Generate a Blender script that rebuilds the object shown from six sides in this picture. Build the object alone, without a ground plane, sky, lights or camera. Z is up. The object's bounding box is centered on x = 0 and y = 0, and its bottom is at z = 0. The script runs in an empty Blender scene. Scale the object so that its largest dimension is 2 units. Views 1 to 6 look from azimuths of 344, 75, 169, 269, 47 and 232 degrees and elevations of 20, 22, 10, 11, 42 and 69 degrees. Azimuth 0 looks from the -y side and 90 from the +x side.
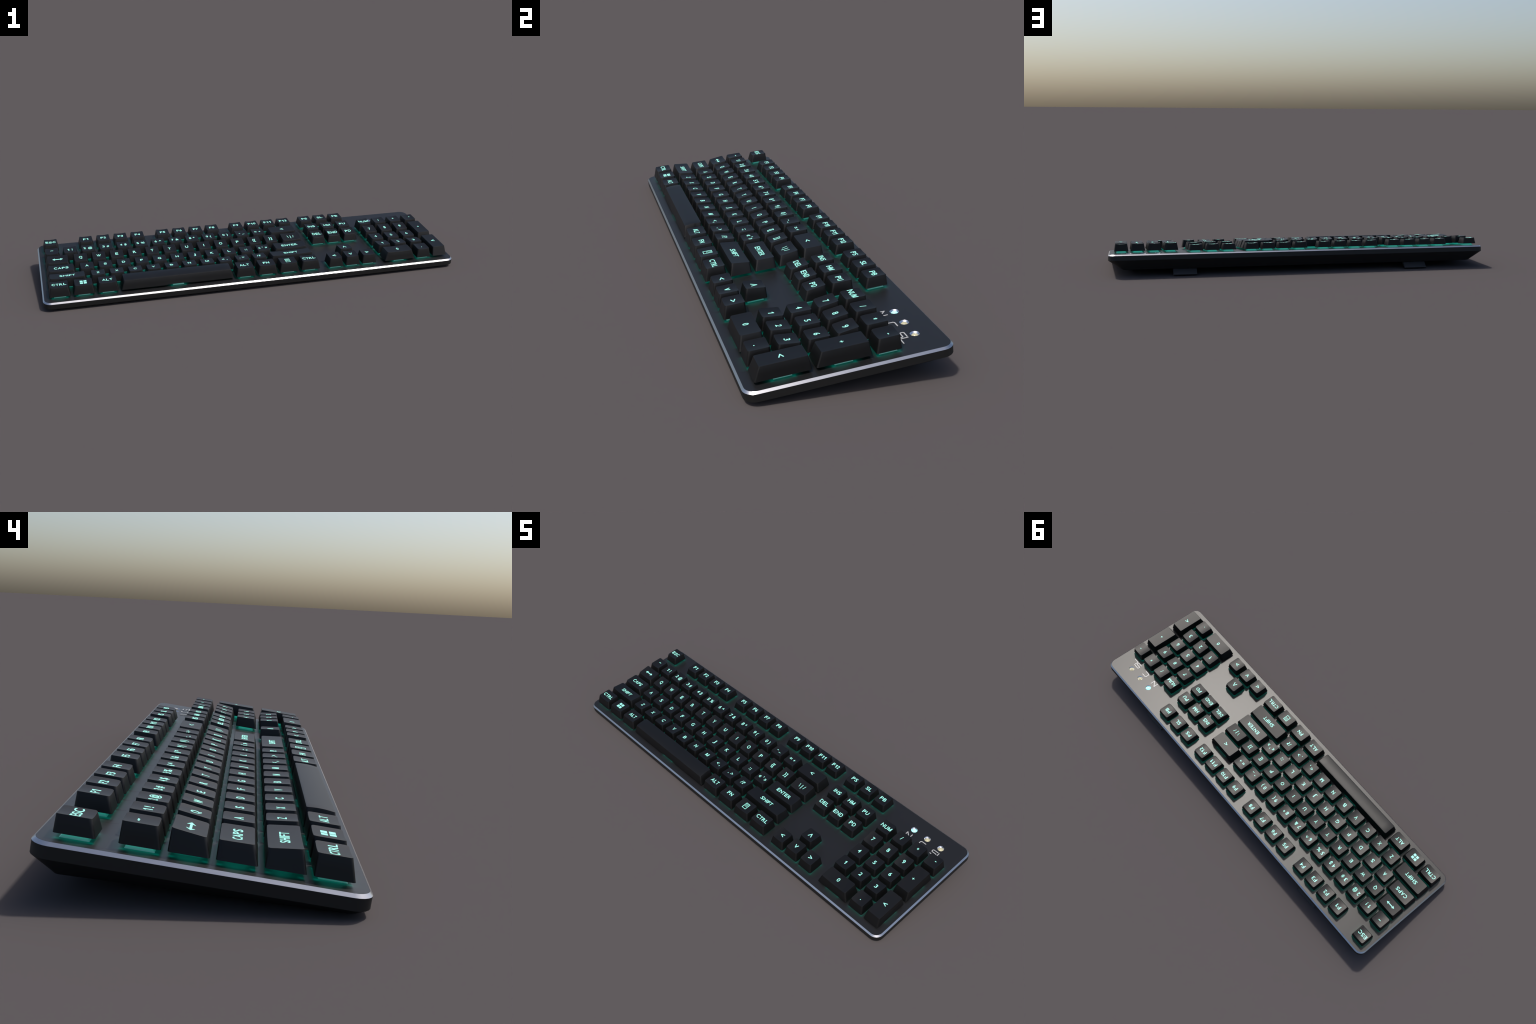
"""Full-size mechanical keyboard: tilted black case on flip-out feet, satin plate
with a bright chamfered rim, sculpted keycaps over teal-lit switches, glowing
legends and three indicator lamps.  Everything is built in the "plate frame"
(X across, Y up the slope, Z off the plate) and tilted by TILT."""
import bpy, bmesh, math
from mathutils import Vector, Matrix

# ------------------------------------------------------------------ frame
SLOPE = 0.1265
TILT = math.atan(SLOPE)
CT, ST = math.cos(TILT), math.sin(TILT)
ORIGIN_Z = 0.072                       # world height of the plate-frame origin


def to_world(x, y, z):
    return Vector((x, y * CT - z * ST, ORIGIN_Z + y * ST + z * CT))


PLATE_TO_WORLD = Matrix.Translation((0, 0, ORIGIN_Z)) @ Matrix.Rotation(TILT, 4, 'X')

# ------------------------------------------------------------------ sizes
HALF_X = 1.0
FRONT, BACK = -0.2999, 0.2968          # rim outer edge, plate frame
CORNER = 0.036
CHAMFER = 0.0062
WALL = 0.0245
PLATE_Z = CHAMFER                      # top of the plate
U = 0.0857                             # key pitch across
LEFT = -0.9776                         # left border of the key field
GAP = 0.0117
CAP_BASE_Z = 0.0168
ROW_Y = {0: -0.2287, 1: -0.1425, 2: -0.0571, 3: 0.0272, 4: 0.1123, 5: 0.2255}
# height of the front and back edge of the cap top, per row
ROW_TOP = {0: (0.0583, 0.0583), 1: (0.0583, 0.0501), 2: (0.0512, 0.0502),
           3: (0.0501, 0.0579), 4: (0.0565, 0.0565), 5: (0.0496, 0.0496)}
HALF_Y = 0.0370                        # half depth of a cap at its base
FRONT_IN, BACK_IN = 0.0112, 0.0002     # how far the top lies inside the base

# ------------------------------------------------------------------ scene helpers
COLL = bpy.context.scene.collection


def add_object(name, mesh, parent, matrix=None):
    ob = bpy.data.objects.new(name, mesh)
    COLL.objects.link(ob)
    ob.parent = parent
    if matrix is not None:
        ob.matrix_local = matrix
    return ob


def finish(bm, name, material, angle=35, recalc=True):
    if recalc:
        bmesh.ops.recalc_face_normals(bm, faces=bm.faces[:])
    lim = math.radians(angle)
    for f in bm.faces:
        f.smooth = True
    for e in bm.edges:
        e.smooth = len(e.link_faces) == 2 and e.calc_face_angle(0.0) < lim
    me = bpy.data.meshes.new(name)
    bm.to_mesh(me)
    bm.free()
    me.materials.append(material)
    return me


# ------------------------------------------------------------------ materials
def new_material(name):
    m = bpy.data.materials.new(name)
    m.use_nodes = True
    nt = m.node_tree
    b = nt.nodes["Principled BSDF"]
    return m, nt, b


def grain(nt, b, base, spread, rough, rough_spread, scale, bump=0.0):
    """Fine moulded-plastic grain: tiny changes of colour, gloss and relief."""
    tc = nt.nodes.new("ShaderNodeTexCoord")
    no = nt.nodes.new("ShaderNodeTexNoise")
    no.inputs["Scale"].default_value = scale
    no.inputs["Detail"].default_value = 4
    nt.links.new(tc.outputs["Object"], no.inputs["Vector"])
    cr = nt.nodes.new("ShaderNodeValToRGB")
    cr.color_ramp.elements[0].position = 0.3
    cr.color_ramp.elements[1].position = 0.7
    cr.color_ramp.elements[0].color = [c * (1 - spread) for c in base] + [1]
    cr.color_ramp.elements[1].color = [c * (1 + spread) for c in base] + [1]
    nt.links.new(no.outputs["Fac"], cr.inputs["Fac"])
    nt.links.new(cr.outputs["Color"], b.inputs["Base Color"])
    mr = nt.nodes.new("ShaderNodeMapRange")
    mr.inputs["To Min"].default_value = rough - rough_spread
    mr.inputs["To Max"].default_value = rough + rough_spread
    nt.links.new(no.outputs["Fac"], mr.inputs["Value"])
    nt.links.new(mr.outputs["Result"], b.inputs["Roughness"])
    if bump:
        bp = nt.nodes.new("ShaderNodeBump")
        bp.inputs["Strength"].default_value = bump
        bp.inputs["Distance"].default_value = 0.0004
        nt.links.new(no.outputs["Fac"], bp.inputs["Height"])
        nt.links.new(bp.outputs["Normal"], b.inputs["Normal"])


PLATE_COLOR = (0.0105, 0.0105, 0.0115)
PLATE_ROUGH, PLATE_SPEC = 0.395, 0.40


def plate_material():
    m, nt, b = new_material("satin_black_plate")
    grain(nt, b, PLATE_COLOR, 0.08, PLATE_ROUGH, 0.012, 220)
    b.inputs["Specular IOR Level"].default_value = PLATE_SPEC
    return m


def painted_glow_material(wide, level):
    """Plate finish with teal light spill below a cap painted in as emission.  It is
    drawn along the four sides only (a soft cross), is strongest at the corners of
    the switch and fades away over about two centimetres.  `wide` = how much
    longer than a single key the painted part is."""
    m, nt, b = new_material("plate_with_painted_glow")
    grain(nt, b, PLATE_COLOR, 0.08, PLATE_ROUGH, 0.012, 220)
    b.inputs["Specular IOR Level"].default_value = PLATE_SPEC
    tc = nt.nodes.new("ShaderNodeTexCoord")
    ab = nt.nodes.new("ShaderNodeVectorMath")
    ab.operation = 'ABSOLUTE'
    nt.links.new(tc.outputs["Object"], ab.inputs[0])
    sb = nt.nodes.new("ShaderNodeVectorMath")
    sb.operation = 'SUBTRACT'
    sb.inputs[1].default_value = (wide, 0, 0)
    nt.links.new(ab.outputs["Vector"], sb.inputs[0])
    sep = nt.nodes.new("ShaderNodeSeparateXYZ")
    nt.links.new(sb.outputs["Vector"], sep.inputs[0])
    ax, ay = sep.outputs["X"], sep.outputs["Y"]

    def math2(op, p, q):
        n = nt.nodes.new("ShaderNodeMath")
        n.operation = op
        for k, v in enumerate((p, q)):
            if isinstance(v, float):
                n.inputs[k].default_value = v
            else:
                nt.links.new(v, n.inputs[k])
        return n.outputs[0]

    def beam(v):
        n = nt.nodes.new("ShaderNodeMapRange")
        n.interpolation_type = 'SMOOTHSTEP'
        n.inputs["From Min"].default_value = 0.0325
        n.inputs["From Max"].default_value = 0.0415
        n.inputs["To Min"].default_value = 1.0
        n.inputs["To Max"].default_value = 0.0
        nt.links.new(v, n.inputs["Value"])
        return n.outputs["Result"]

    def fade(v):
        n = nt.nodes.new("ShaderNodeValToRGB")
        el = n.color_ramp.elements
        el[0].position, el[1].position = 0.48, 0.97
        el[0].color, el[1].color = (1, 1, 1, 1), (0, 0, 0, 1)
        for p, c in ((0.57, 0.80), (0.635, 0.50), (0.72, 0.27), (0.83, 0.10)):
            el.new(p).color = (c, c, c, 1)
        nt.links.new(math2('MULTIPLY', v, 1 / 0.060), n.inputs["Fac"])
        return n.outputs["Color"]
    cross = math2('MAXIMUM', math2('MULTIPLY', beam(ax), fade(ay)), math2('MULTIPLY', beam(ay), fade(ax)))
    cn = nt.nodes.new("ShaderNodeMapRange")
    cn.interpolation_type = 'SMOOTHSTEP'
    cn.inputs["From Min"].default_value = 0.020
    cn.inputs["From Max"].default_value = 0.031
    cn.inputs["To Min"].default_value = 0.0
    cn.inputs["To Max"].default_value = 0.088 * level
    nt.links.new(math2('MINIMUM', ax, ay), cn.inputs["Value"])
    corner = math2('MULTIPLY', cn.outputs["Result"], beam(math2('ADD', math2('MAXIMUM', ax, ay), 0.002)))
    total = math2('ADD', corner, 0.056 * level)  # sides drawn dimmer than corners, for the contact shade beside the switch
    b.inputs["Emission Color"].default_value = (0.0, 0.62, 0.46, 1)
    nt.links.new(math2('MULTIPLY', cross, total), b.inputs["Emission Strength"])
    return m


def simple_material(name, color, rough, metallic=0.0, emission=None, strength=0.0, spec=0.5):
    m, nt, b = new_material(name)
    b.inputs["Base Color"].default_value = (*color, 1)
    b.inputs["Roughness"].default_value = rough
    b.inputs["Metallic"].default_value = metallic
    b.inputs["Specular IOR Level"].default_value = spec
    if emission:
        b.inputs["Emission Color"].default_value = (*emission, 1)
        b.inputs["Emission Strength"].default_value = strength
    return m


def cap_material():
    m, nt, b = new_material("matte_black_keycap")
    grain(nt, b, (0.0030, 0.0030, 0.0033), 0.10, 0.468, 0.02, 260)
    b.inputs["Specular IOR Level"].default_value = 0.34
    return m


def case_material():
    m, nt, b = new_material("black_case_plastic")
    b.inputs["Specular IOR Level"].default_value = 0.45
    grain(nt, b, (0.0065, 0.0065, 0.0065), 0.10, 0.55, 0.03, 180)
    return m


def rim_material():
    """Diamond-cut aluminium edge with faint lengthwise machining lines."""
    m, nt, b = new_material("cut_metal_rim")
    tc = nt.nodes.new("ShaderNodeTexCoord")
    mp = nt.nodes.new("ShaderNodeMapping")
    mp.inputs["Scale"].default_value = (30, 30, 900)
    no = nt.nodes.new("ShaderNodeTexNoise")
    no.inputs["Scale"].default_value = 1.0
    nt.links.new(tc.outputs["Object"], mp.inputs["Vector"])
    nt.links.new(mp.outputs["Vector"], no.inputs["Vector"])
    mr = nt.nodes.new("ShaderNodeMapRange")
    mr.inputs["To Min"].default_value = 0.26
    mr.inputs["To Max"].default_value = 0.34
    nt.links.new(no.outputs["Fac"], mr.inputs["Value"])
    nt.links.new(mr.outputs["Result"], b.inputs["Roughness"])
    b.inputs["Base Color"].default_value = (0.53, 0.53, 0.55, 1)
    b.inputs["Metallic"].default_value = 1.0
    return m


def switch_material():
    """Switch housing, its backlight painted as an emission ramp that brightens
    upwards to the cap."""
    m, nt, b = new_material("switch_with_painted_teal_glow")
    b.inputs["Base Color"].default_value = (0.50, 0.53, 0.53, 1)
    b.inputs["Roughness"].default_value = 0.30
    b.inputs["Specular IOR Level"].default_value = 1.0
    b.inputs["Emission Color"].default_value = (0.02, 0.62, 0.48, 1)
    tc = nt.nodes.new("ShaderNodeTexCoord")
    sp = nt.nodes.new("ShaderNodeSeparateXYZ")
    mr = nt.nodes.new("ShaderNodeMapRange")
    mr.inputs["From Min"].default_value = 0.0065
    mr.inputs["From Max"].default_value = 0.0180
    mr.inputs["To Min"].default_value = 0.075
    mr.inputs["To Max"].default_value = 0.60
    nt.links.new(tc.outputs["Object"], sp.inputs[0])
    nt.links.new(sp.outputs["Z"], mr.inputs["Value"])
    nt.links.new(mr.outputs["Result"], b.inputs["Emission Strength"])
    return m


M_PLATE = plate_material()
M_CAP = cap_material()
M_CASE = case_material()
M_RIM = rim_material()
M_SWITCH = switch_material()
M_LEGEND = simple_material("glowing_legend", (0.05, 0.10, 0.09), 0.5, emission=(0.38, 1.0, 0.86), strength=0.95)
M_PRINT = simple_material("white_print", (0.42, 0.42, 0.42), 0.38)
M_CHROME = simple_material("lamp_cup_metal", (0.78, 0.79, 0.83), 0.22, metallic=1.0)
M_LAMP_OFF = simple_material("lamp_cream", (0.44, 0.41, 0.27), 0.18, emission=(0.62, 0.57, 0.36), strength=0.08)
M_LAMP_ON = simple_material("lamp_lit_aqua", (0.30, 0.75, 0.70), 0.22, emission=(0.36, 1.0, 0.92), strength=0.75)
M_FOOT = simple_material("rubber_foot", (0.020, 0.020, 0.022), 0.6)


# ------------------------------------------------------------------ outlines
def rounded_rect(x0, x1, y0, y1, r, seg=8, nx=1, ny=1):
    """Counter-clockwise rounded rectangle; nx, ny = subdivisions of the sides."""
    pts = []
    cen = [(x1 - r, y1 - r, 0), (x0 + r, y1 - r, 90), (x0 + r, y0 + r, 180), (x1 - r, y0 + r, 270)]
    for i, (cx, cy, a0) in enumerate(cen):
        for k in range(seg + 1):
            a = math.radians(a0 + 90 * k / seg)
            pts.append((cx + r * math.cos(a), cy + r * math.sin(a)))
        ex, ey = pts[-1]
        nxt = cen[(i + 1) % 4]
        a = math.radians(nxt[2])
        tx, ty = nxt[0] + r * math.cos(a), nxt[1] + r * math.sin(a)
        n = nx if i in (0, 2) else ny
        for k in range(1, n):
            t = k / n
            pts.append((ex + (tx - ex) * t, ey + (ty - ey) * t))
    return pts


def bridge(bm, a, b):
    n = len(a)
    for i in range(n):
        j = (i + 1) % n
        bm.faces.new((a[i], a[j], b[j], b[i]))


# ------------------------------------------------------------------ keyboard body
root = bpy.data.objects.new("mechanical_keyboard", None)
root.empty_display_size = 0.2
COLL.objects.link(root)
root["label"] = "full-size black mechanical keyboard with teal backlit keys"
root["category"] = "keyboard"


def body_ring(bm, z, inset):
    return [bm.verts.new(to_world(x, y, z)) for x, y in
            rounded_rect(-HALF_X + inset, HALF_X - inset, FRONT + inset, BACK - inset,
                         CORNER - inset * 0.8, 6)]


def build_case():
    bm = bmesh.new()
    top = body_ring(bm, -0.0002, 0.0004)
    low = body_ring(bm, -WALL + 0.0012, 0.0)
    lip = body_ring(bm, -WALL, 0.0012)
    bridge(bm, top, low)
    bridge(bm, low, lip)
    # wedge-shaped tray: its floor is nearly level and just meets the ground in front

    tray_front, tray_back = -0.278, 0.2745

    def floor_z(t):
        return 0.0332 * t
    prev = lip
    # (share of the wall-to-floor slope, extra inset of the rounded foot edge)
    for rise, inset in ((0.10, 0.0), (0.02, 0.004), (0.0, 0.010)):
        ring = []
        for px, py in rounded_rect(-1, 1, 0, 1, 0.03, 6):
            t = py
            half = 0.977 - 0.043 * t - inset * (0.3 + 0.7 * t)          # constant draft: the deeper, the narrower
            y = tray_front + inset * 0.3 + (tray_back - tray_front - inset * 0.8) * t
            ring.append(bm.verts.new((px * half, y, floor_z(t) + rise * (0.010 + 0.040 * t))))
        bridge(bm, prev, ring)
        prev = ring
    bm.faces.new(prev)
    bm.faces.new(top[::-1])
    return add_object("case", finish(bm, "case", M_CASE, 30), root)


def build_rim():
    bm = bmesh.new()
    rings = [body_ring(bm, -0.0002, 0.0004), body_ring(bm, 0.0002, 0.0), body_ring(bm, PLATE_Z, CHAMFER),
             body_ring(bm, PLATE_Z - 0.003, CHAMFER + 0.0003)]
    for a, b in zip(rings, rings[1:]):
        bridge(bm, a, b)
    return add_object("rim", finish(bm, "rim", M_RIM, 30), root)


LAMPS = [(0.7484, 0.2183, True), (0.8212, 0.2183, False), (0.8941, 0.2183, False)]
LAMP_R = 0.0140


def build_plate():
    """Flat plate with three round holes for the indicator lamps."""
    bm = bmesh.new()
    inset = CHAMFER + 0.0002
    loops = [rounded_rect(-HALF_X + inset, HALF_X - inset, FRONT + inset, BACK - inset, CORNER - inset * 0.8, 6)]
    for lx, ly, _ in LAMPS:
        loops.append([(lx + LAMP_R * math.cos(2 * math.pi * k / 40), ly + LAMP_R * math.sin(2 * math.pi * k / 40))
                      for k in range(40)])
    edges = []
    rings = []
    for lp in loops:
        vs = [bm.verts.new((x, y, PLATE_Z)) for x, y in lp]
        rings.append(vs)
        edges += [bm.edges.new((vs[i], vs[(i + 1) % len(vs)])) for i in range(len(vs))]
    bmesh.ops.triangle_fill(bm, edges=edges, use_beauty=True, normal=(0, 0, 1))
    for f in bm.faces:
        if f.normal.z < 0:
            f.normal_flip()
    vs = rings[0]
    low = [bm.verts.new((v.co.x, v.co.y, PLATE_Z - 0.003)) for v in vs]
    bridge(bm, vs, low)
    return add_object("top_plate", finish(bm, "top_plate", M_PLATE, 30), root, PLATE_TO_WORLD)


def build_foot(sign):
    """Flip-out foot: a slab that leans back from the tray to the ground."""
    prof = [(0.2360, 0.0370), (0.2540, 0.0400), (0.2965, 0.0085), (0.2970, 0.0060), (0.2905, 0.0), (0.2840, 0.0)]
    bm = bmesh.new()
    xs = (0.5555, 0.6765)
    a = [bm.verts.new((sign * xs[0], y, z)) for y, z in prof]
    b = [bm.verts.new((sign * xs[1], y, z)) for y, z in prof]
    bm.faces.new(a)
    bm.faces.new(b)
    bridge(bm, a, b)
    bmesh.ops.recalc_face_normals(bm, faces=bm.faces[:])
    bmesh.ops.bevel(bm, geom=bm.edges[:], offset=0.0012, segments=2, affect='EDGES', profile=0.5)
    return add_object("flip_foot", finish(bm, "flip_foot", M_FOOT, 40), root)


case = build_case()
rim = build_rim()
plate = build_plate()
for s in (-1, 1):
    build_foot(s)


# ------------------------------------------------------------------ indicator lamps
def lathe(profile, seg=40, close=True):
    bm = bmesh.new()
    prev = None
    for r, z in profile:
        ring = [bm.verts.new((r * math.cos(2 * math.pi * k / seg), r * math.sin(2 * math.pi * k / seg), z))
                for k in range(seg)]
        if prev:
            bridge(bm, prev, ring)
        prev = ring
    if close:
        bm.faces.new(prev)
    return bm


cup_mesh = finish(lathe([(LAMP_R, PLATE_Z - 0.0001), (0.0115, 0.0030), (0.0096, 0.0010), (0.0080, 0.0000)], close=True), "lamp_cup", M_CHROME, 70)
dome_profile = [(0.0096, 0.0004), (0.0089, 0.0022), (0.0073, 0.0040), (0.0051, 0.0053), (0.0028, 0.0059),
                (0.0010, 0.0061)]
for lx, ly, lit in LAMPS:
    m = M_LAMP_ON if lit else M_LAMP_OFF
    lamp = add_object("indicator_lamp", cup_mesh, root, PLATE_TO_WORLD @ Matrix.Translation((lx, ly, 0)))
    add_object("lamp_lens", finish(lathe(dome_profile), "lamp_lens", m, 60), lamp)


# ------------------------------------------------------------------ strokes and lettering
def stroke_mesh(paths, width, closed=False):
    """Flat monoline strokes with round ends, merged as separate pieces."""
    bm = bmesh.new()
    h = width / 2
    for k, path in enumerate(paths):
        z = k * 0.00004
        for (ax, ay), (bx, by) in zip(path, path[1:]):
            a = math.atan2(by - ay, bx - ax)
            pts = []
            for i in range(7):
                t = a + math.pi / 2 + math.pi * i / 6
                pts.append((ax + h * math.cos(t), ay + h * math.sin(t)))
            for i in range(7):
                t = a - math.pi / 2 + math.pi * i / 6
                pts.append((bx + h * math.cos(t), by + h * math.sin(t)))
            z += 0.00002
            bm.faces.new([bm.verts.new((x, y, z)) for x, y in pts])
    return bm


def box_shapes(rects):
    bm = bmesh.new()
    for k, (x0, y0, x1, y1) in enumerate(rects):
        z = 0.00003 * k
        bm.faces.new([bm.verts.new((x, y, z)) for x, y in ((x0, y0), (x1, y0), (x1, y1), (x0, y1))])
    return bm


# advance widths of a bold grotesque, in thousandths of an em
WIDTHS = dict(zip("ABCDEFGHIJKLMNOPQRSTUVWXYZ",
                  (722, 722, 722, 722, 667, 611, 778, 722, 278, 556, 722, 611, 833, 722, 778, 667, 778,
                   722, 667, 611, 722, 667, 944, 667, 667, 611)))
WIDTHS.update({c: 556 for c in "0123456789#$_"})
WIDTHS.update({' ': 278, '!': 333, '@': 975, '%': 889, '^': 584, '&': 722, '*': 389, '(': 333, ')': 333, '-': 333,
               '=': 584, '+': 584, '[': 333, ']': 333, '{': 389, '}': 389, '\\': 278, '|': 280, '/': 320, ':': 333,
               ';': 333, "'": 238, '<': 584, '>': 584, ',': 278, '.': 278, '?': 611, '~': 584, '\u00ab': 556,
               '\u00bb': 556})
EM = 0.0250


def glyph_bmesh(ch):
    cu = bpy.data.curves.new("glyph", 'FONT')
    cu.body = ch
    cu.size = 1.0
    cu.offset = 0.013
    cu.resolution_u = 4
    ob = bpy.data.objects.new("glyph", cu)
    COLL.objects.link(ob)
    dg = bpy.context.evaluated_depsgraph_get()
    me = bpy.data.meshes.new_from_object(ob.evaluated_get(dg))
    bm = bmesh.new()
    bm.from_mesh(me)
    bpy.data.objects.remove(ob)
    bpy.data.curves.remove(cu)
    bpy.data.meshes.remove(me)
    return bm


GLYPHS = {}
REF = None


def text_bmesh(text):
    """Letters set one by one on the grotesque widths, centred on the cap height."""
    global REF
    if REF is None:
        g = glyph_bmesh("H")
        REF = max(v.co.y for v in g.verts)          # cap height of the built-in face
        g.free()
    cap = 0.72 * EM
    sy = cap / REF
    out = bmesh.new()
    total = sum(WIDTHS[c] for c in text) * EM / 1000
    pen = -total / 2
    for ch in text:
        adv = WIDTHS[ch] * EM / 1000
        if ch != ' ':
            if ch not in GLYPHS:
                if ch == '1':                        # with a flag, unlike the built-in face
                    g = box_shapes([(0.10, 0, 0.25, REF)])
                    g.faces.new([g.verts.new(p) for p in ((0.105, REF - 0.01, 0.001), (-0.07, REF * 0.80, 0.001),
                                                          (-0.07, REF * 0.64, 0.001), (0.105, REF * 0.76, 0.001))])
                elif ch == 'M':
                    w, t = 0.80 * REF / 0.72, 0.150
                    g = box_shapes([(0, 0, t, REF), (w - t, 0, w, REF)])
                    for k, quad in enumerate((((0, REF), (t * 1.05, REF), (w / 2 + t * 0.42, 0), (w / 2 - t * 0.42, 0)),
                                              ((w, REF), (w / 2 + t * 0.42, 0), (w / 2 - t * 0.42, 0), (w - t * 1.05, REF)))):
                        g.faces.new([g.verts.new((x, y, 0.002 + 0.002 * k)) for x, y in quad])
                else:
                    g = glyph_bmesh(ch)
                me = bpy.data.meshes.new("glyph_" + str(len(GLYPHS)))
                g.to_mesh(me)
                g.free()
                GLYPHS[ch] = me
            me = GLYPHS[ch]
            xs = [v.co.x for v in me.vertices]
            x0, x1 = min(xs), max(xs)
            room = adv * (0.83 if ch != "?" else 0.72) if ch not in "I1!|'.,:;" else (x1 - x0) * sy
            if ch in "\\/-":
                room = min(adv * 0.82, (x1 - x0) * sy)
            sx = room / (x1 - x0)
            ky, y_mid = 1.0, 0.0
            if ch == '+':                            # small, as on the original caps
                sx *= 0.82
                ky, y_mid = 0.82, 0.36 * EM
            off = len(out.verts)
            tmp = bmesh.new()
            tmp.from_mesh(me)
            vmap = {}
            for v in tmp.verts:
                vmap[v.index] = out.verts.new((pen + adv / 2 + (v.co.x - (x0 + x1) / 2) * sx, (v.co.y * sy - y_mid) * ky + y_mid - cap / 2, 0))
            for f in tmp.faces:
                try:
                    out.faces.new([vmap[v.index] for v in f.verts])
                except ValueError:
                    pass
            tmp.free()
        pen += adv
    return out


def chevron(direction, a=0.0070, b=0.0062, w=0.0034):
    pts = {'<': [(a, b), (-a, 0), (a, -b)], '>': [(-a, b), (a, 0), (-a, -b)],
           'v': [(-b, a), (0, -a), (b, a)], '^': [(-b, -a), (0, a), (b, -a)]}[direction]
    return stroke_mesh([pts], w)


def legend_bmesh(text):
    if text == "WINDOWS":
        g, s = 0.0020, 0.0149
        return box_shapes([(g, g, s, s), (-s, g, -g, s), (-s, -s, -g, -g), (g, -s, s, -g)])
    if text == "MENU":
        x, y, t = 0.0112, 0.0160, 0.0022
        rects = [(-x, -y, x, -y + t), (-x, y - t, x, y), (-x, -y + t, -x + t, y - t), (x - t, -y + t, x, y - t)]
        for k in range(4):
            yy = y - t - 0.0026 - k * 0.0045
            rects.append((-x + t + 0.0016, yy - 0.0012, x - t - 0.0016, yy))
        return box_shapes(rects)
    if text == "TAB":
        bm = stroke_mesh([[(-0.016, 0), (0.016, 0)]], 0.0046)
        for s in (-1, 1):
            tri = [(s * 0.0245, 0), (s * 0.0120, 0.0082), (s * 0.0150, 0), (s * 0.0120, -0.0082)]
            bm.faces.new([bm.verts.new((x, y, 0.0001)) for x, y in tri[::s]])
        return bm
    if text in ("left", "backspace", "num_enter"):
        return chevron('<')
    if text == "right":
        return chevron('>')
    if text == "down":
        return chevron('v')
    if text == "up":
        return chevron('^', 0.0088, 0.0074)
    if text == "~":
        return stroke_mesh([[(-0.0056, -0.0010), (-0.0028, 0.0010), (0.0028, -0.0010), (0.0056, 0.0010)]], 0.0026)
    return text_bmesh(text)


def lay_on(bm, surface, lift=0.0003, step=0.006, axis=0):
    """Cut the flat legend into strips and drape it over the dished cap top,
    then give it thickness."""
    if not bm.verts:
        return bm
    lo = min(v.co[axis] for v in bm.verts)
    hi = max(v.co[axis] for v in bm.verts)
    n = max(1, int((hi - lo) / step))
    nrm = (1, 0, 0) if axis == 0 else (0, 1, 0)
    for k in range(1, n + 1):
        p = lo + (hi - lo) * k / (n + 1)
        bmesh.ops.bisect_plane(bm, geom=bm.verts[:] + bm.edges[:] + bm.faces[:], dist=1e-7,
                               plane_co=(p, 0, 0) if axis == 0 else (0, p, 0), plane_no=nrm)
    for f in bm.faces:
        f.normal_update()
        if f.normal.z < 0:
            f.normal_flip()
    for v in bm.verts:
        v.co.z += surface(v.co.x, v.co.y) + lift
    ret = bmesh.ops.extrude_face_region(bm, geom=bm.faces[:])
    # the original faces become the underside
    for e in ret["geom"]:
        pass
    new = [e for e in ret["geom"] if isinstance(e, bmesh.types.BMVert)]
    newset = set(new)
    for v in bm.verts:
        if v not in newset:
            v.co.z -= 0.0010
    return bm


# ------------------------------------------------------------------ keycaps
def side_inset(units):
    if units <= 1.0:
        return 0.0068
    if units <= 1.3:
        return 0.0085
    if units <= 1.6:
        return 0.0112
    if units >= 6:
        return 0.0130
    return 0.0125


class CapShape:
    """Sizes of one keycap in its own frame (origin: cell centre on Z = 0)."""

    def __init__(self, units, rows, kind):
        self.units, self.rows, self.kind = units, rows, kind
        lo, hi = rows
        cy = (ROW_Y[lo] + ROW_Y[hi]) / 2
        self.hx = (units * U - GAP) / 2
        self.y0 = ROW_Y[lo] - HALF_Y - cy
        self.y1 = ROW_Y[hi] + HALF_Y - cy
        ins = side_inset(units)
        fi, bi = FRONT_IN, BACK_IN
        self.dip = 0.0028
        self.zf, self.zb = ROW_TOP[lo][0], ROW_TOP[hi][1]
        if kind == "tall":
            ins = 0.0058
            fi, bi, self.dip = 0.0185, 0.0060, 0.0004
            self.zf = self.zb = 0.0580
        if kind == "zero":
            ins = 0.0145
        if kind == "flat":
            ins, self.dip = 0.0145, 0.0004
        if kind == "space":
            self.dip = 0.0
            self.zf, self.zb = 0.0572, 0.0590
        self.tx = self.hx - ins
        self.t0, self.t1 = self.y0 + fi, self.y1 - bi

    def top(self, x, y):
        t = (y - self.t0) / (self.t1 - self.t0)
        z = self.zf + (self.zb - self.zf) * t
        k = min(1.1, abs(x) / self.tx)
        z += self.dip * (k ** (2.0 if self.units < 1.6 else 2.4) - 1.0)
        if self.kind == "space":
            z += 0.0024 * (1 - (2 * t - 1) ** 2)
        return z


CAP_MESHES = {}


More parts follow.
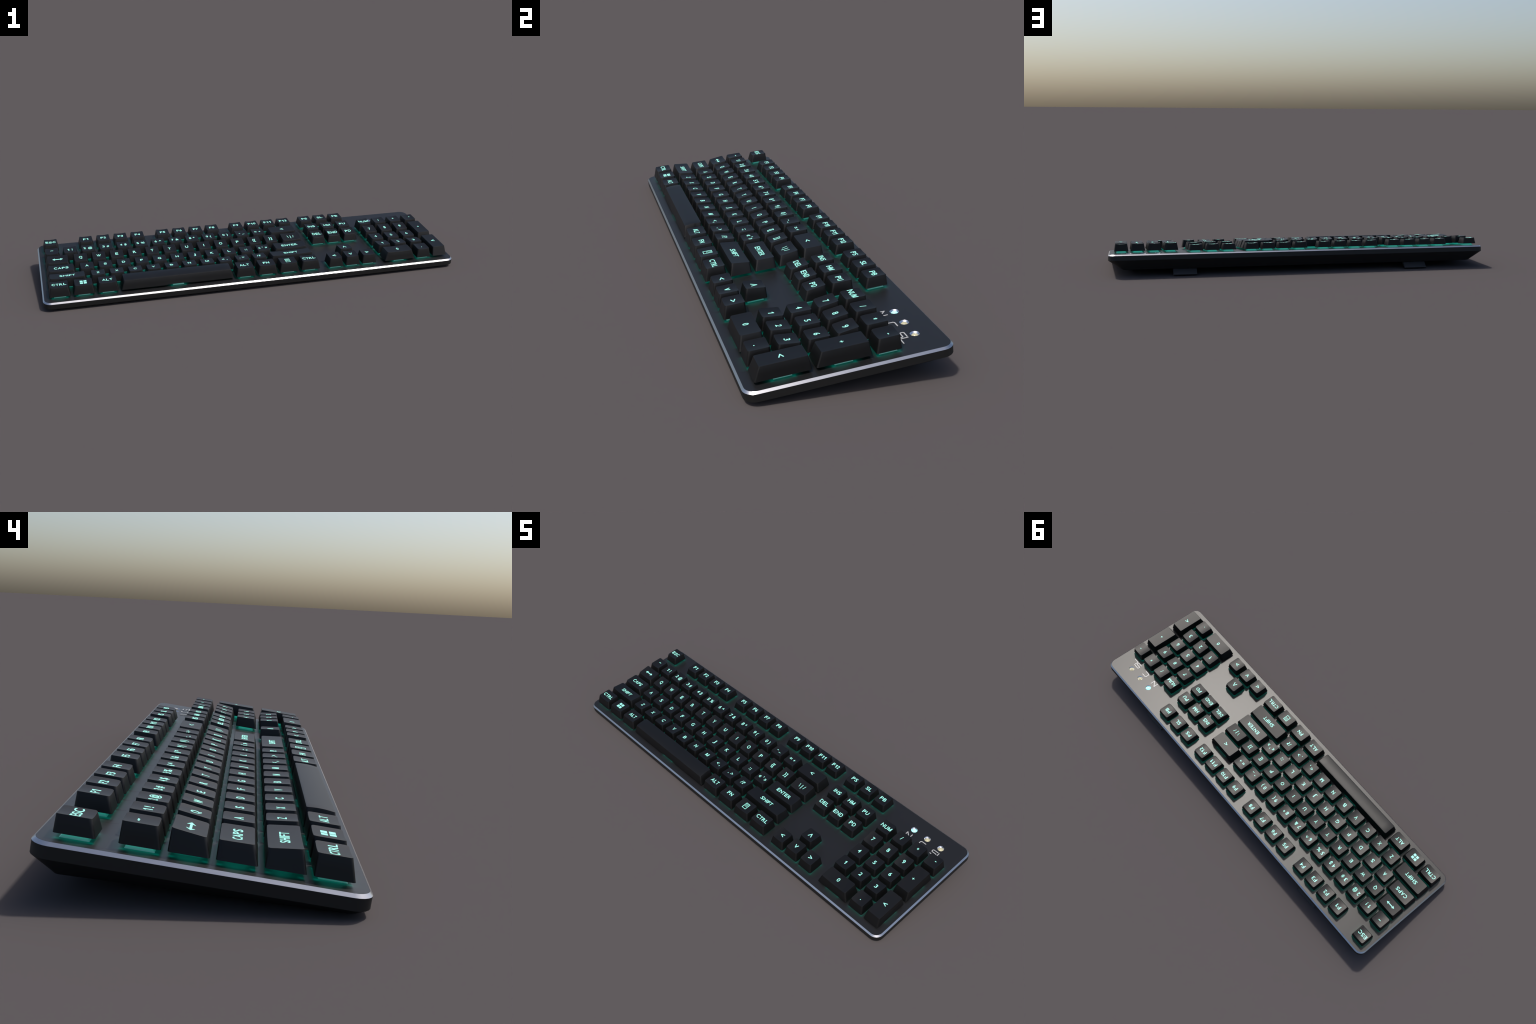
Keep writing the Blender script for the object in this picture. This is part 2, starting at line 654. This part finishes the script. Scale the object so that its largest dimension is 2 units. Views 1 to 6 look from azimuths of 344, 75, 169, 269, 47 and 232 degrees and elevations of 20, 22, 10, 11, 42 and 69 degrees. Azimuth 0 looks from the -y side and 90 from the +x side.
def cap_mesh(shape):
    key = (shape.units, shape.rows, shape.kind)
    if key in CAP_MESHES:
        return CAP_MESHES[key]
    bm = bmesh.new()
    nx = max(8, int(shape.units * (8 if shape.kind != "space" else 14)))
    s = shape

    def ring(hx, y0, y1, r, zfun):
        return [bm.verts.new((x, y, zfun(x, y))) for x, y in rounded_rect(-hx, hx, y0, y1, r, 5, nx, 6)]

    def foot(x, y):
        """Lower edge; the long bar is relieved in the middle of its front."""
        if s.kind == "space" and y < 0:
            t = min(1.0, max(0.0, (0.066 - abs(x)) / 0.024))
            return CAP_BASE_Z + 0.0030 * t * t * (3 - 2 * t)
        return CAP_BASE_Z
    base = ring(s.hx, s.y0, s.y1, 0.0055, foot)
    # outer wall, slightly bowed, up to a small rounded edge around the top
    prev = base
    crn = 0.0042 if s.kind in ("tall", "space") else 0.0065
    for t in (0.5, 1.0):
        hx = s.hx + (s.tx - s.hx) * t
        y0 = s.y0 + (s.t0 - s.y0) * t
        y1 = s.y1 + (s.t1 - s.y1) * t

        def zf(x, y, t=t):
            zt = s.top(x * s.tx / max(hx, 1e-6), min(max(y, s.t0), s.t1)) - 0.0006
            return CAP_BASE_Z + (zt - CAP_BASE_Z) * t
        r = ring(hx, y0, y1, 0.0055 + (crn - 0.0055) * t, zf)
        bridge(bm, prev, r)
        prev = r
    for inset, drop in (((0.0002, 0.0002), (0.0006, 0.0)) if s.kind != "space" else ((0.0003, 0.0002), (0.0012, 0.0))):
        r = ring(s.tx - inset, s.t0 + inset, s.t1 - inset, crn - inset * 0.6,
                 lambda x, y: s.top(x, y) - drop)
        bridge(bm, prev, r)
        prev = r
    # dished top: concentric rings
    cy = (s.t0 + s.t1) / 2
    ring0 = [v.co.copy() for v in prev]
    for k in (0.86, 0.70, 0.52, 0.34, 0.16):
        r = []
        for co in ring0:
            x, y = co.x * k, cy + (co.y - cy) * k
            r.append(bm.verts.new((x, y, s.top(x, y))))
        bridge(bm, prev, r)
        prev = r
    bm.faces.new(prev)
    # hollow underside
    lip = ring(s.hx - 0.0035, s.y0 + 0.0035, s.y1 - 0.0035, 0.0035, foot)
    bridge(bm, base, lip)
    roof = ring(s.tx - 0.0035, s.t0 + 0.004, s.t1 - 0.0035, 0.0035, lambda x, y: 0.0400)
    bridge(bm, lip, roof)
    bm.faces.new(roof)
    CAP_MESHES[key] = finish(bm, "keycap", M_CAP, 20)
    return CAP_MESHES[key]


def switch_mesh():
    bm = bmesh.new()
    rings = []
    for h, z in ((0.0266, PLATE_Z + 0.0010), (0.0266, PLATE_Z + 0.0013), (0.0205, 0.0135), (0.0175, 0.0230), (0.0165, 0.0235)):
        rings.append([bm.verts.new((x, y, z)) for x, y in rounded_rect(-h, h, -h, h, 0.0012, 2)])
    for a, b in zip(rings, rings[1:]):
        bridge(bm, a, b)
    bm.faces.new(rings[-1])
    stem = [bm.verts.new((x, y, 0.0236)) for x, y in rounded_rect(-0.009, 0.009, -0.009, 0.009, 0.001, 2)]
    stem2 = [bm.verts.new((v.co.x * 0.9, v.co.y * 0.9, 0.0400)) for v in stem]
    bridge(bm, stem, stem2)
    return finish(bm, "switch", M_SWITCH, 30)


SWITCH = switch_mesh()
GLOW_PATCHES = {}


def glow_patch_mesh(x0, x1, y0, y1, wide, level):
    """Film-thin copy of the plate surface carrying the painted halo of a switch."""
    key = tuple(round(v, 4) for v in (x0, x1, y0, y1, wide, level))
    if key not in GLOW_PATCHES:
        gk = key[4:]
        if gk not in GLOW_MATERIALS:
            GLOW_MATERIALS[gk] = painted_glow_material(wide, level)
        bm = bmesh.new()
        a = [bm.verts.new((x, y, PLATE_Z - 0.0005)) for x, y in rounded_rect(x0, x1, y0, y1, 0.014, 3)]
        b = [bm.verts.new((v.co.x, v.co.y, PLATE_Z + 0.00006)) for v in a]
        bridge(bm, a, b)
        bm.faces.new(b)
        GLOW_PATCHES[key] = finish(bm, "painted_glow_patch", GLOW_MATERIALS[gk], 30)
    return GLOW_PATCHES[key]


GLOW_MATERIALS = {}
CELLS = []                             # (key object, cx, cy, half_x, half_y, kind)


def lay_painted_glow_patches():
    """Each glow patch fills its key's cell and reaches out where no neighbour is in the way."""
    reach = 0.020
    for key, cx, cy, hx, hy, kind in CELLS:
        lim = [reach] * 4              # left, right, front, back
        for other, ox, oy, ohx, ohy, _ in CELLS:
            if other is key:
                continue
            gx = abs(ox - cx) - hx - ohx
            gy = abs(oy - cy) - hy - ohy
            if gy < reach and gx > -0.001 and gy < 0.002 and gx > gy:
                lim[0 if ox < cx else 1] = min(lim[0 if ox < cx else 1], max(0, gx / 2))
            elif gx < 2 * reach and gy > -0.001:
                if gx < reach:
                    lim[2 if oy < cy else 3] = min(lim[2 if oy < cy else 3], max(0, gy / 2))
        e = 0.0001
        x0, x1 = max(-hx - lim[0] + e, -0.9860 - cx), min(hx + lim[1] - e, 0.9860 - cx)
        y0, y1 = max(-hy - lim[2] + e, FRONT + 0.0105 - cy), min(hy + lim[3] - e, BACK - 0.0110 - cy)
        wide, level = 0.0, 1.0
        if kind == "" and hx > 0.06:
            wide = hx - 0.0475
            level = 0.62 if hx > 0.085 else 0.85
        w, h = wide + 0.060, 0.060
        add_object("painted_glow_patch", glow_patch_mesh(max(x0, -w), min(x1, w), max(y0, -h), min(y1, h), wide, level), key)


LEGENDS = {}


def add_key(x_units, units, rows, text, kind="", shift=(0, 0)):
    lo, hi = rows
    shape = CapShape(units, rows, kind)
    cx = LEFT + (x_units + units / 2) * U
    cy = (ROW_Y[lo] + ROW_Y[hi]) / 2
    key = add_object("keycap", cap_mesh(shape), root, PLATE_TO_WORLD @ Matrix.Translation((cx, cy, 0)))
    add_object("switch", SWITCH, key)
    CELLS.append((key, cx, cy, units * U / 2, 0.0425 + (ROW_Y[hi] - ROW_Y[lo]) / 2, kind))
    if text:
        dx, dy = shift
        yc = (shape.t0 + shape.t1) / 2 + dy
        lk = (text, shape.units, rows, kind, shift)
        if lk not in LEGENDS:
            bm = legend_bmesh(text)
            bmesh.ops.translate(bm, verts=bm.verts[:], vec=(dx, yc, 0))
            bm = lay_on(bm, shape.top)
            LEGENDS[lk] = finish(bm, "legend", M_LEGEND, 30)
        add_object("legend", LEGENDS[lk], key)
    return key


# ------------------------------------------------------------------ layout
def run(row, start, texts, units=1.0):
    for i, t in enumerate(texts):
        add_key(start + i * units, units, (row, row), t)


run(5, 0, ["ESC"])
run(5, 2, ["F1", "F2", "F3", "F4"])
run(5, 6.5, ["F5", "F6", "F7", "F8"])
run(5, 11, ["F9", "F10", "F11", "F12"])
add_key(0, 1, (4, 4), "~", shift=(0.0, 0.006))
run(4, 1, ["1 !", "2 @", "3 #", "4 $", "5 %", "6 ^", "7 &", "8 *", "9 (", "0 )", "- _", "= +"])
add_key(13, 2, (4, 4), "backspace", "flat")
add_key(0, 1.5, (3, 3), "TAB")
run(3, 1.5, list("QWERTYUIOP") + ["{[", "}]"])
add_key(13.5, 1.5, (3, 3), "\\ | /")
add_key(0, 1.75, (2, 2), "CAPS")
run(2, 1.75, list("ASDFGHJKL") + [":;", "\u00ab ' \u00bb"])
add_key(12.75, 2.25, (2, 2), "ENTER")
add_key(0, 2.25, (1, 1), "SHIFT")
run(1, 2.25, list("ZXCVBNM") + ["< ,", ". >", "/?"])
add_key(12.25, 2.75, (1, 1), "SHIFT")
run(0, 0, ["CTRL", "WINDOWS", "ALT"], 1.25)
add_key(3.75, 6.25, (0, 0), "", "space")
run(0, 10, ["ALT", "FN", "MENU", "CTRL"], 1.25)
NAV = 15.4
run(5, NAV, ["PS", "SL", "PB"])
run(4, NAV, ["INS", "HM", "PU"])
run(3, NAV, ["DEL", "END", "PD"])
add_key(NAV + 1, 1, (1, 1), "up")
run(0, NAV, ["left", "down", "right"])
NUM = 18.8
run(4, NUM, ["NUM", "/", "*"])
add_key(NUM + 3, 1, (4, 4), "-", shift=(0.0084, 0.0070))
run(3, NUM, ["7", "8", "9"])
run(2, NUM, ["4", "5", "6"])
run(1, NUM, ["1", "2", "3"])
add_key(NUM, 2, (0, 0), "0", "zero")
add_key(NUM + 2, 1, (0, 0), ".")
add_key(NUM + 3, 1, (2, 3), "+", "tall")
add_key(NUM + 3, 1, (0, 1), "num_enter", "tall")

lay_painted_glow_patches()

# ------------------------------------------------------------------ printed marks beside the lamps
W, H, SW = 0.0125, 0.0117, 0.0034
MARKS = {
    "N": [[(-W, -H), (-W, H), (W, -H), (W, H)]],
    "C": [[(W, H), (-W + 0.004, H), (-W, H - 0.004), (-W, -H + 0.004), (-W + 0.004, -H), (W, -H)]],
    "SL": [[(-0.0035, H), (-0.0260, H), (-0.0285, H - 0.003), (-0.0285, 0.0028), (-0.0260, 0.0), (-0.0060, 0.0),
            (-0.0035, -0.003), (-0.0035, -H + 0.003), (-0.0060, -H), (-0.0285, -H)],
           [(0.0025, H), (0.0025, -H), (0.0285, -H)]],
}
for text, (mx, my) in {"N": (0.7480, 0.1797), "C": (0.8217, 0.1804), "SL": (0.9040, 0.1808)}.items():
    bm = lay_on(stroke_mesh(MARKS[text], SW), lambda x, y: PLATE_Z + 0.0010, 0.0003, step=1.0)
    add_object("printed_mark", finish(bm, "printed_mark", M_PRINT, 30), root, PLATE_TO_WORLD @ Matrix.Translation((mx, my, 0)))

for me in list(GLYPHS.values()):
    bpy.data.meshes.remove(me)
